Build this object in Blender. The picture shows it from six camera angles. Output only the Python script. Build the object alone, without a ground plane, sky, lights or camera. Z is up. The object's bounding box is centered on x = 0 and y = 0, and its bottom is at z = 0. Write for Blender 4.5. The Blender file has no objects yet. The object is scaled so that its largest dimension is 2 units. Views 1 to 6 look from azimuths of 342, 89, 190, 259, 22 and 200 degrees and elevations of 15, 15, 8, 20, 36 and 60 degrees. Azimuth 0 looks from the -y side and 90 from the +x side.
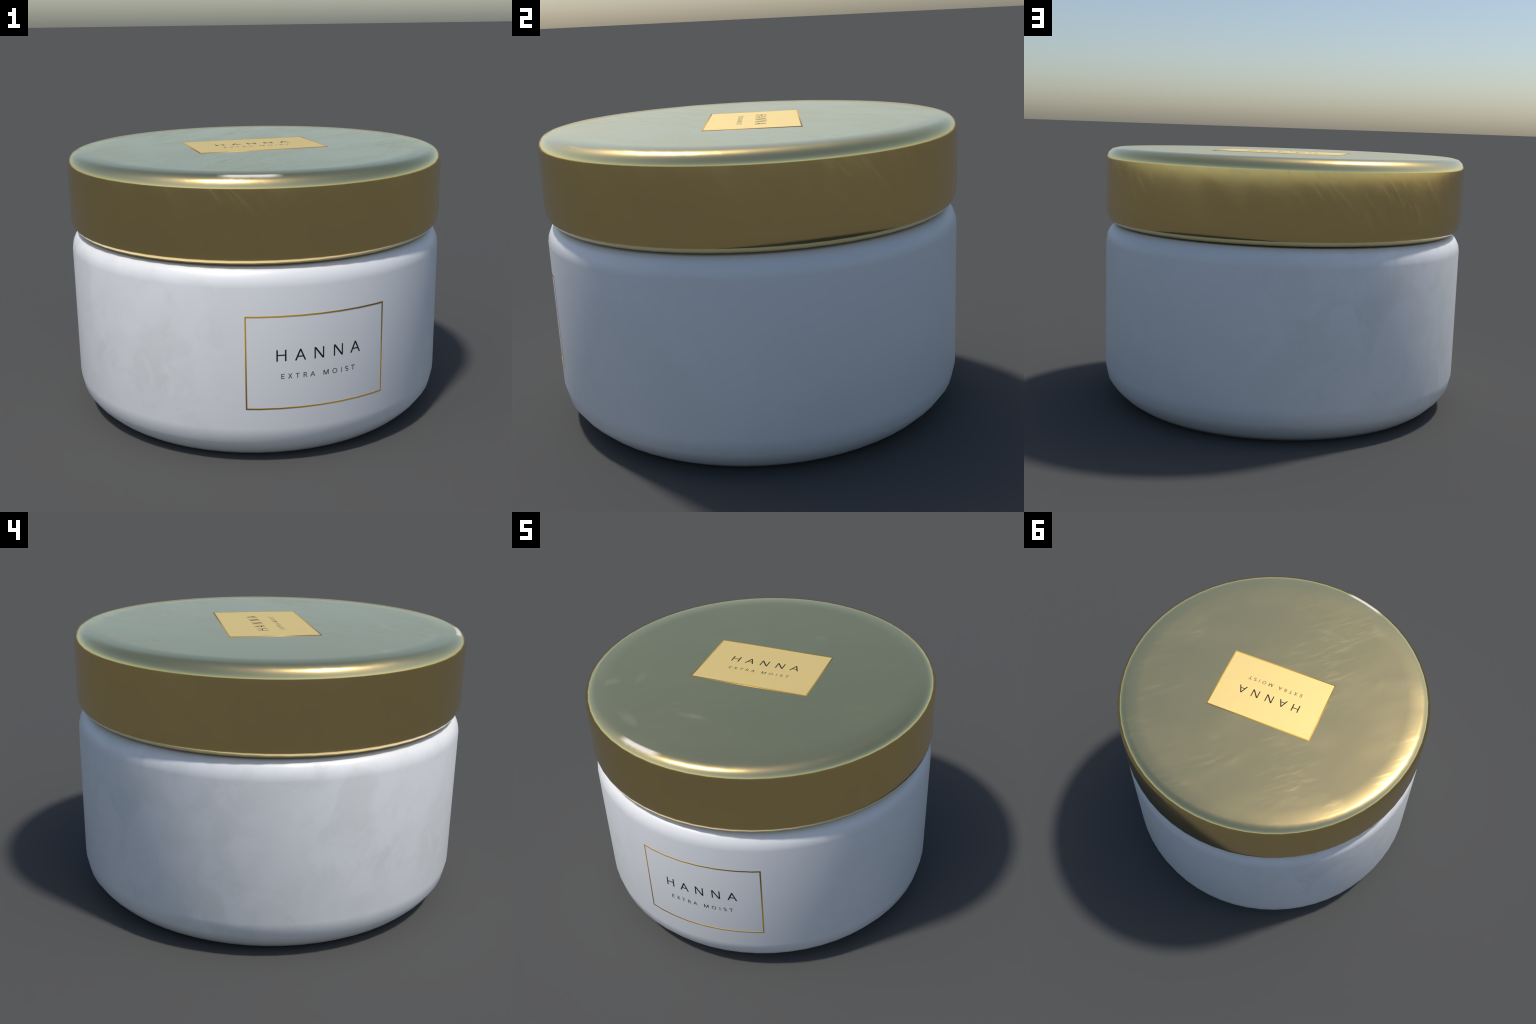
import bpy, bmesh, math
from mathutils import Vector, Matrix

# ------------------------------------------------------------------ sizes (metres)
R = 1.0                 # outer radius of jar and lid
BODY_SIDES, LID_SIDES = 64, 60
SHOULDER_Z, SHOULDER_ROUND = 0.885, 0.11
LID_BOTTOM, LID_TOP = 0.979, 1.395
LID_ROUND_LOW, LID_LOW_TALL = 0.064, 0.090
TOP_WIDE, TOP_TALL = 0.061, 0.059    # reach of the lid's upper rounding, inward and down
LABEL_W, LABEL_H = 0.7025, 0.4595
FRONT_ANGLE = math.radians(-0.43)      # where the front label is centred round the jar
FRONT_Z = 0.5225
PLATE_X, PLATE_Y, PLATE_TURN = 0.0075, 0.0290, math.radians(-1.56)


# ------------------------------------------------------------------ node helpers
class Nodes:
    def __init__(self, name):
        self.mat = bpy.data.materials.new(name)
        self.mat.use_nodes = True
        self.t = self.mat.node_tree
        self.bsdf = self.t.nodes["Principled BSDF"]

    def add(self, kind, **props):
        n = self.t.nodes.new(kind)
        for k, v in props.items():
            setattr(n, k, v)
        return n

    def put(self, socket, value):
        if hasattr(value, "is_output"):
            self.t.links.new(value, socket)
        elif value is not None:
            socket.default_value = value

    def math(self, op, a, b=None, c=None, clamp=False):
        n = self.add("ShaderNodeMath", operation=op, use_clamp=clamp)
        for s, v in zip(n.inputs, (a, b, c)):
            self.put(s, v)
        return n.outputs[0]

    def obj(self):
        return self.add("ShaderNodeTexCoord").outputs["Object"]

    def split(self, vec):
        n = self.add("ShaderNodeSeparateXYZ")
        self.put(n.inputs[0], vec)
        return n.outputs

    def join(self, x, y, z):
        n = self.add("ShaderNodeCombineXYZ")
        for s, v in zip(n.inputs, (x, y, z)):
            self.put(s, v)
        return n.outputs[0]

    def map(self, vec, loc=(0, 0, 0), turn=0.0, scale=(1, 1, 1)):
        # turn first, then stretch
        a = self.add("ShaderNodeMapping")
        a.inputs["Rotation"].default_value = (0, 0, turn)
        a.inputs["Location"].default_value = loc
        self.put(a.inputs[0], vec)
        b = self.add("ShaderNodeMapping")
        b.inputs["Scale"].default_value = scale
        self.put(b.inputs[0], a.outputs[0])
        return b.outputs[0]

    def noise(self, vec, scale, detail=4.0, rough=0.55, distort=0.0):
        n = self.add("ShaderNodeTexNoise")
        self.put(n.inputs["Vector"], vec)
        for k, v in (("Scale", scale), ("Detail", detail), ("Roughness", rough), ("Distortion", distort)):
            n.inputs[k].default_value = v
        return n.outputs["Fac"]

    def ramp(self, v, a, b, lo=0.0, hi=1.0, smooth=True):
        n = self.add("ShaderNodeMapRange", interpolation_type="SMOOTHSTEP" if smooth else "LINEAR")
        for s, x in zip(n.inputs, (v, a, b, lo, hi)):
            self.put(s, x)
        return n.outputs[0]

    def mix(self, f, a, b):
        n = self.add("ShaderNodeMix", data_type="RGBA")
        self.put(n.inputs[0], f)
        self.put(n.inputs[6], a)
        self.put(n.inputs[7], b)
        return n.outputs[2]

    def mixf(self, f, a, b):
        n = self.add("ShaderNodeMix", data_type="FLOAT")
        for s, v in zip(n.inputs[:4], (f, a, b)):
            pass
        self.put(n.inputs[0], f)
        self.put(n.inputs[2], a)
        self.put(n.inputs[3], b)
        return n.outputs[0]

    def smear(self, x, y, a, b, wide):
        """Soft mask round the line from a to b on the plane of x, y."""
        (ax, ay), (bx, by) = a, b
        dx, dy = bx - ax, by - ay
        length = max(math.hypot(dx, dy), 1e-4)
        cx, cy = (ax + bx) / 2, (ay + by) / 2
        ux, uy = dx / length, dy / length
        px, py = self.math("SUBTRACT", x, cx), self.math("SUBTRACT", y, cy)
        along = self.math("ADD", self.math("MULTIPLY", px, ux), self.math("MULTIPLY", py, uy))
        across = self.math("SUBTRACT", self.math("MULTIPLY", py, ux), self.math("MULTIPLY", px, uy))
        a2 = self.math("POWER", self.math("DIVIDE", self.math("ABSOLUTE", along), length / 2 + wide), 2.0)
        c2 = self.math("POWER", self.math("DIVIDE", self.math("ABSOLUTE", across), wide), 2.0)
        return self.math("POWER", self.ramp(self.math("ADD", a2, c2), 1.4, 0.0), 1.5)

    def set(self, **values):
        for k, v in values.items():
            self.put(self.bsdf.inputs[k.replace("_", " ")], v)
        return self.mat


def rgb(r, g, b):
    return (r, g, b, 1.0)


# ------------------------------------------------------------------ materials
def white_plastic():
    m = Nodes("white_plastic")
    p = m.obj()
    x, y, z = m.split(p)
    ang = m.math("ARCTAN2", x, m.math("MULTIPLY", y, -1.0))
    # handling marks: cloudy blotches and short wipes, none under the front label
    cloud = m.noise(p, 1.7, 2.0)
    blot = m.noise(m.map(p, turn=0.5, scale=(1, 1, 1)), 5.0, 4.0, 0.55, 0.6)
    wipe = m.noise(m.map(p, loc=(3, 1, 0), turn=0.8, scale=(1.0, 1.0, 0.6)), 9.0, 3.0, 0.5, 1.2)
    patch = m.ramp(cloud, 0.33, 0.60)
    s = m.math("MULTIPLY", m.ramp(blot, 0.40, 0.62), patch)
    s = m.math("ADD", m.math("MULTIPLY", s, 0.7), m.math("MULTIPLY", m.math("MULTIPLY", m.ramp(wipe, 0.55, 0.72), patch), 0.45), clamp=True)
    in_a = m.ramp(m.math("ABSOLUTE", m.math("SUBTRACT", ang, FRONT_ANGLE)), 0.30, 0.62)
    s = m.math("MULTIPLY", s, in_a)
    # sun and shade painted into the blotches: stronger on sunlit left, faded on shaded back
    side = m.math("COSINE", m.math("ADD", ang, math.radians(75)))
    s = m.math("MULTIPLY", s, m.ramp(side, -0.35, 0.55, 0.3, 1.15), clamp=True)
    col = m.mix(s, rgb(0.785, 0.785, 0.79), rgb(0.70, 0.71, 0.692))
    bump = m.add("ShaderNodeBump")
    bump.inputs["Strength"].default_value = 0.018
    bump.inputs["Distance"].default_value = 0.02
    m.put(bump.inputs["Height"], s)
    return m.set(Base_Color=col, Roughness=m.mixf(s, 0.41, 0.56), Specular_IOR_Level=0.9, Normal=bump.outputs[0])


def gold_metal():
    m = Nodes("gold_metal")
    p = m.obj()
    x, y, z = m.split(p)
    ang = m.math("ARCTAN2", x, m.math("MULTIPLY", y, -1.0))
    geo = m.add("ShaderNodeNewGeometry")
    up = m.ramp(m.split(geo.outputs["Normal"])[2], 0.5, 0.8)
    flat = m.join(x, y, 0.0)
    wrap = m.join(m.math("MULTIPLY", ang, R), z, 7.0)

    def streaks(vec, turn):
        fine = m.noise(m.map(vec, turn=turn, scale=(1.5, 9.0, 1.0)), 4.0, 4.0, 0.6, 0.1)
        soft = m.noise(m.map(vec, loc=(5, 2, 0), turn=turn, scale=(1.0, 2.2, 1.0)), 2.2, 3.0, 0.5, 0.4)
        where = m.noise(m.map(vec, loc=(1.5, 8.0, 0)), 1.9, 2.0)
        return (m.math("MULTIPLY", m.ramp(fine, 0.46, 0.70), m.ramp(where, 0.40, 0.62)), soft)

    ft, st = streaks(flat, math.radians(-42))
    fs, ss = streaks(wrap, math.radians(52))
    fine = m.mixf(up, fs, ft)
    soft = m.mixf(up, ss, st)
    rough = m.math("ADD", m.mixf(up, 0.125, 0.146), m.math("ADD", m.math("MULTIPLY", fine, m.mixf(up, 0.065, 0.085)), m.math("MULTIPLY", m.ramp(soft, 0.35, 0.7), 0.05)))
    # pale finger marks on the top
    marks = m.smear(x, y, (-0.755, -0.385), (-0.745, -0.37), 0.045)
    for a, b, w, k in (((-0.575, -0.62), (-0.41, -0.745), 0.035, 0.55),
                       ((-0.24, -0.572), (-0.09, -0.572), 0.028, 0.7),
                       ((-0.61, -0.335), (-0.62, -0.21), 0.030, 0.45),
                       ((0.692, 0.632), (0.70, 0.645), 0.022, 0.9),
                       ((0.20, 0.46), (0.25, 0.455), 0.025, 0.4)):
        marks = m.math("MAXIMUM", marks, m.math("MULTIPLY", m.smear(x, y, a, b, w), k))
    # one heavier white smear on the rounded rim
    r = m.math("SQRT", m.math("ADD", m.math("POWER", x, 2.0), m.math("POWER", y, 2.0)))
    da = m.math("ABSOLUTE", m.math("SUBTRACT", ang, math.radians(-18.5)))
    rim = m.math("MULTIPLY", m.ramp(da, 0.165, 0.085), m.math("MULTIPLY", m.ramp(r, 0.942, 0.952), m.ramp(r, 0.978, 0.964)))
    rim = m.math("MULTIPLY", rim, up)
    dust = m.math("MAXIMUM", m.math("MULTIPLY", marks, m.math("MULTIPLY", up, m.ramp(m.noise(flat, 9.0, 3.0), 0.3, 0.7, 0.02, 0.10))), m.math("MULTIPLY", rim, 0.72))
    col = m.mix(dust, rgb(1.0, 0.766, 0.336), rgb(0.85, 0.84, 0.82))
    return m.set(Base_Color=col, Metallic=m.math("SUBTRACT", 1.0, dust), Roughness=rough)


def foil_border():
    # gold foil whose tone runs across the label: darkest along one diagonal
    m = Nodes("gold_foil_border")
    u, v, _ = m.split(m.obj())
    s = m.math("ADD", m.math("MULTIPLY", u, 1.0 / LABEL_W), m.math("MULTIPLY", v, -1.0 / LABEL_H))
    t = m.ramp(m.math("ABSOLUTE", m.math("ADD", s, 0.05)), 0.05, 0.75)
    t = m.math("MULTIPLY", t, m.ramp(s, 0.0, 1.0, 1.0, 0.75))
    col = m.mix(t, rgb(0.33, 0.195, 0.03), rgb(0.9, 0.54, 0.07))
    return m.set(Base_Color=col, Metallic=0.60, Roughness=0.46)


def plate_gold():
    m = Nodes("pale_gold_card")
    p = m.obj()
    n = m.noise(m.map(p, turn=-0.7, scale=(1, 4, 1)), 3.0, 3.0)
    return m.set(Base_Color=m.mix(m.ramp(n, 0.4, 0.7), rgb(1.0, 0.742, 0.275), rgb(0.98, 0.728, 0.28)), Metallic=0.63, Roughness=0.53)


def ink(name, c):
    m = Nodes(name)
    n = m.noise(m.obj(), 60.0, 2.0)
    return m.set(Base_Color=m.mix(n, rgb(*c), rgb(*(1.2 * k for k in c))), Roughness=0.5, Specular_IOR_Level=0.2)


# ------------------------------------------------------------------ mesh helpers
def arc(cr, cz, rad, a0, a1, steps, tall=None):
    tall = tall or rad
    return [(cr + rad * math.cos(math.radians(a0 + (a1 - a0) * i / steps)),
             cz + tall * math.sin(math.radians(a0 + (a1 - a0) * i / steps))) for i in range(steps + 1)]


def lathe(name, profile, sides, mat, sharp_base=False):
    """Turn an open profile of (radius, z), bottom to top, and close it with flat caps."""
    bm = bmesh.new()
    rings = []
    for r, z in profile:
        rings.append([bm.verts.new((r * math.sin(math.tau * i / sides), -r * math.cos(math.tau * i / sides), z)) for i in range(sides)])
    for a, b in zip(rings, rings[1:]):
        for i in range(sides):
            j = (i + 1) % sides
            bm.faces.new((a[i], a[j], b[j], b[i]))
    bm.faces.new(list(reversed(rings[0])))
    bm.faces.new(rings[-1])
    bm.normal_update()
    for f in bm.faces:
        f.smooth = True
    if sharp_base:
        for e in bm.edges:
            e.smooth = not (e.verts[0] in rings[0] and e.verts[1] in rings[0])
    me = bpy.data.meshes.new(name)
    bm.to_mesh(me)
    bm.free()
    me.materials.append(mat)
    return me


def outline_mesh(name, loops, mat, thick, cuts=None):
    """Filled 2D outline (outer loops and holes) with depth; cut along given x lines."""
    cu = bpy.data.curves.new(name, "CURVE")
    cu.dimensions, cu.fill_mode, cu.extrude = "2D", "BOTH", thick / 2
    for loop in loops:
        sp = cu.splines.new("POLY")
        sp.points.add(len(loop) - 1)
        for q, (x, y) in zip(sp.points, loop):
            q.co = (x, y, 0, 1)
        sp.use_cyclic_u = True
    tmp = bpy.data.objects.new(name, cu)
    bpy.context.scene.collection.objects.link(tmp)
    bpy.context.view_layer.update()
    me = bpy.data.meshes.new_from_object(tmp)
    bpy.data.objects.remove(tmp)
    bpy.data.curves.remove(cu)
    bm = bmesh.new()
    bm.from_mesh(me)
    bmesh.ops.remove_doubles(bm, verts=bm.verts, dist=1e-6)
    for x in cuts or ():
        bmesh.ops.bisect_plane(bm, geom=list(bm.verts) + list(bm.edges) + list(bm.faces), plane_co=(x, 0, 0), plane_no=(1, 0, 0), dist=1e-6)
    bmesh.ops.recalc_face_normals(bm, faces=bm.faces)
    bm.to_mesh(me)
    bm.free()
    me.name = name
    me.materials.clear()
    me.materials.append(mat)
    return me


def new_obj(name, me, parent, kind=None):
    o = bpy.data.objects.new(name, me)
    bpy.context.scene.collection.objects.link(o)
    o.parent = parent
    if kind:
        o["kind"] = kind
    return o


# ------------------------------------------------------------------ lettering
def glyph(ch, w, h, s):
    """Outline loops of a light sans capital, w wide and h high with stem width s."""
    t = s * 0.78
    if ch == "I":
        return [[(0, 0), (s, 0), (s, h), (0, h)]]
    if ch == "H":
        m0, m1 = h * 0.54 - t / 2, h * 0.54 + t / 2
        return [[(0, 0), (s, 0), (s, m0), (w - s, m0), (w - s, 0), (w, 0), (w, h), (w - s, h), (w - s, m1), (s, m1), (s, h), (0, h)]]
    if ch == "A":
        c, d = w / 2, s * 1.06
        slope = (c - s * 0.45) / h                       # outer edge run per rise
        y0, y1 = h * 0.30, h * 0.30 + t
        inner = lambda y: d + slope * y
        top = (c - d) / slope
        return [[(0, 0), (d, 0), (inner(y0), y0), (w - inner(y0), y0), (w - d, 0), (w, 0), (c + s * 0.45, h), (c - s * 0.45, h)],
                [(inner(y1), y1), (c, min(top, h * 0.97)), (w - inner(y1), y1)]]
    if ch == "N":
        d = s * 1.18
        return [[(0, 0), (s * 0.9, 0), (s * 0.9, h - d * 1.25), (w - d, 0), (w, 0), (w, h), (w - s * 0.9, h), (w - s * 0.9, d * 1.25), (d, h), (0, h)]]
    if ch == "E":
        m = h * 0.52
        return [[(0, 0), (w, 0), (w, t), (s, t), (s, m - t / 2), (w * 0.92, m - t / 2), (w * 0.92, m + t / 2), (s, m + t / 2), (s, h - t), (w, h - t), (w, h), (0, h)]]
    if ch == "T":
        c = w / 2
        return [[(c - s / 2, 0), (c + s / 2, 0), (c + s / 2, h - t), (w, h - t), (w, h), (0, h), (0, h - t), (c - s / 2, h - t)]]
    if ch == "X":
        c, m, d = w / 2, h / 2, s * 1.2
        k = d * h / (w - d) / 2
        return [[(0, 0), (d, 0), (c, m - k), (w - d, 0), (w, 0), (c + d / 2, m), (w * 0.97, h), (w * 0.97 - d, h), (c, m + k), (w * 0.03 + d, h), (w * 0.03, h), (c - d / 2, m)]]
    if ch == "M":
        c, d = w / 2, s * 1.1
        g = s * 0.95
        return [[(0, 0), (g, 0), (g, h - d * 1.9), (c - d * 0.42, 0), (c + d * 0.42, 0), (w - g, h - d * 1.9), (w - g, 0), (w, 0), (w, h), (w - d * 1.25, h), (c, d * 1.35), (d * 1.25, h), (0, h)]]
    if ch == "O":
        ring = lambda a, b: [(w / 2 + a * math.cos(math.tau * i / 28), h / 2 + b * math.sin(math.tau * i / 28)) for i in range(28)]
        o = h * 0.02
        return [ring(w / 2, h / 2 + o), ring(w / 2 - s, h / 2 + o - t)]
    if ch == "R":
        bw, y = w * 0.86, h * 0.44                       # bowl reach and its lower edge
        ro, ri = (h - y) / 2, (h - y) / 2 - t
        cy = (h + y) / 2
        half = lambda r: [(bw - ro + r * math.cos(math.radians(a)), cy + r * math.sin(math.radians(a))) for a in range(-90, 91, 15)]
        outer = [(0, 0), (s, 0), (s, y), (bw - ro - s * 0.2, y), (w - s * 1.15, 0), (w, 0), (bw - ro + s * 0.95, y + 0.0002)] + half(ro)[1:] + [(0, h)]
        return [outer, [(s, y + t)] + half(ri) + [(s, h - t)]]
    if ch == "S":
        q = h / 4 + 0.25 * t
        ra, rb = w / 2 - s / 2, (h - t) / 4
        spine = [(w / 2 + ra * math.cos(math.radians(a)), h - t / 2 - rb + rb * math.sin(math.radians(a))) for a in range(35, 271, 15)]
        spine += [(w / 2 + ra * math.cos(math.radians(a)), t / 2 + rb + rb * math.sin(math.radians(a))) for a in range(75, -146, -15)]
        left, right = [], []
        for i, (x, y) in enumerate(spine):
            x0, y0 = spine[max(i - 1, 0)]
            x1, y1 = spine[min(i + 1, len(spine) - 1)]
            n = math.hypot(x1 - x0, y1 - y0)
            nx, ny = -(y1 - y0) / n * s * 0.46, (x1 - x0) / n * s * 0.46
            left.append((x + nx, y + ny))
            right.append((x - nx, y - ny))
        return [left + right[::-1]]
    raise ValueError(ch)


DEG = math.pi / 180
# (letter, left edge, right edge) as angles round the jar in degrees, from the label's middle
BRAND_LINE = [("H", -11.84, -9.15), ("A", -6.84, -3.80), ("N", -1.46, 1.26), ("N", 4.12, 6.82), ("A", 9.18, 12.27)]
SUB_LINE = [("E", -10.57, -9.67), ("X", -8.73, -7.56), ("T", -6.68, -5.58), ("R", -4.50, -3.46), ("A", -2.63, -1.22),
            ("M", 1.12, 2.63), ("O", 3.74, 5.19), ("I", 6.34, 6.52), ("S", 7.58, 8.64), ("T", 9.46, 10.68)]
LINES = ((BRAND_LINE, 0.0087, 0.0555, 0.0069, "dark"), (SUB_LINE, -0.0783, 0.0242, 0.0034, "grey"))


def shifted(loops, dx, dy, k=1.0):
    return [[(k * (x + dx), k * (y + dy)) for x, y in loop] for loop in loops]


def rect(w, h):
    return [(-w / 2, -h / 2), (w / 2, -h / 2), (w / 2, h / 2), (-w / 2, h / 2)]


# ------------------------------------------------------------------ build
sc = bpy.context.scene
jar = bpy.data.objects.new("cream_jar", None)
sc.collection.objects.link(jar)
jar["label"] = "round white cosmetic jar with a gold metal lid"
jar["category"] = "cream jar"

plastic, gold, foil, card = white_plastic(), gold_metal(), foil_border(), plate_gold()
inks = {"dark": ink("black_ink", (0.012, 0.012, 0.011)), "grey": ink("grey_ink", (0.060, 0.060, 0.060)),
        "faded": ink("faded_ink", (0.065, 0.055, 0.035))}

b = SHOULDER_ROUND
foot = [(0.8639, 0.0), (0.9073, 0.0300), (0.9521, 0.0735), (0.9850, 0.1208), (R, 0.1938)]
body_profile = foot + arc(R - b, SHOULDER_Z, b, 0, 51, 3) + [(0.930, 0.9715), (0.885, 0.9715)]
body = new_obj("jar_body", lathe("jar_body", body_profile, BODY_SIDES, plastic), jar)

lo = LID_ROUND_LOW
rim = [(R - TOP_WIDE + TOP_WIDE * math.cos(math.radians(a)), LID_TOP - TOP_TALL + TOP_TALL * math.sin(math.radians(a)))
       for a in (0, 11, 34, 60, 90)]
lid_profile = arc(R - lo, LID_BOTTOM + LID_LOW_TALL, lo, -90, 0, 5, LID_LOW_TALL) + rim + [(R - TOP_WIDE - 0.09, LID_TOP)]
lid = new_obj("lid", lathe("lid", lid_profile, LID_SIDES, gold), jar)

STEP = math.tau / BODY_SIDES


def on_body(me, lift):
    """Wrap a flat mesh in label coordinates round the faceted jar wall."""
    for v in me.vertices:
        a = FRONT_ANGLE + v.co.x / R
        off = (a + STEP / 2) % STEP - STEP / 2
        off = STEP / 2 - abs(off)                        # angle from the middle of a facet
        r = R * math.cos(STEP / 2) / math.cos(off) + lift + v.co.z
        v.co = (r * math.sin(a), -r * math.cos(a), FRONT_Z + v.co.y)
    me.update()


FACETS = [R * (k * STEP - FRONT_ANGLE) for k in range(-5, 6)]


def label_origin(o, place):
    """Keep the object origin at the label's middle so its material runs in label coordinates."""
    o.data.transform(place.inverted())
    o.matrix_local = place


# front label: gold foil frame and print on the jar wall
BORDER = 0.0070
frame = outline_mesh("front_label", [rect(LABEL_W, LABEL_H), rect(LABEL_W - 2 * BORDER, LABEL_H - 2 * BORDER)], foil, 0.0010, FACETS)
on_body(frame, 0.0003)
front = new_obj("front_label", frame, jar)
front_place = Matrix.Translation((0, 0, FRONT_Z)) @ Matrix.Rotation(math.pi / 2, 4, "X")
label_origin(front, front_place)
for line, base, high, stem, tone in LINES:
    for ch, a0, a1 in line:
        x0, x1 = a0 * DEG * R, a1 * DEG * R
        s = x1 - x0 if ch == "I" else stem
        me = outline_mesh("letter", shifted(glyph(ch, x1 - x0, high, s), x0, base), inks[tone], 0.0010, FACETS)
        on_body(me, 0.0002)
        o = new_obj("letter", me, front)
        o.matrix_parent_inverse = front_place.inverted()

# card on the lid: pale gold plate, foil border and the same print
place = Matrix.Translation((PLATE_X, PLATE_Y, LID_TOP)) @ Matrix.Rotation(PLATE_TURN, 4, "Z")
K = 0.988
pw, ph = 0.7015, 0.4535
plate_me = outline_mesh("lid_label", [rect(pw - 2 * BORDER, ph - 2 * BORDER)], card, 0.0020)
plate = new_obj("lid_label", plate_me, jar)
plate.matrix_local = place
border = new_obj("label_border", outline_mesh("label_border", [rect(pw, ph), rect(pw - 2 * BORDER, ph - 2 * BORDER)], foil, 0.0026), plate)
for line, base, high, stem, tone in LINES:
    for ch, a0, a1 in line:
        x0, x1 = a0 * DEG * R, a1 * DEG * R
        s = x1 - x0 if ch == "I" else stem
        me = outline_mesh("letter", shifted(glyph(ch, x1 - x0, high, s), x0, base + 0.0012, K), inks["faded" if tone == "grey" else tone], 0.0008)
        o = new_obj("letter", me, plate)
        o.location.z = 0.0009
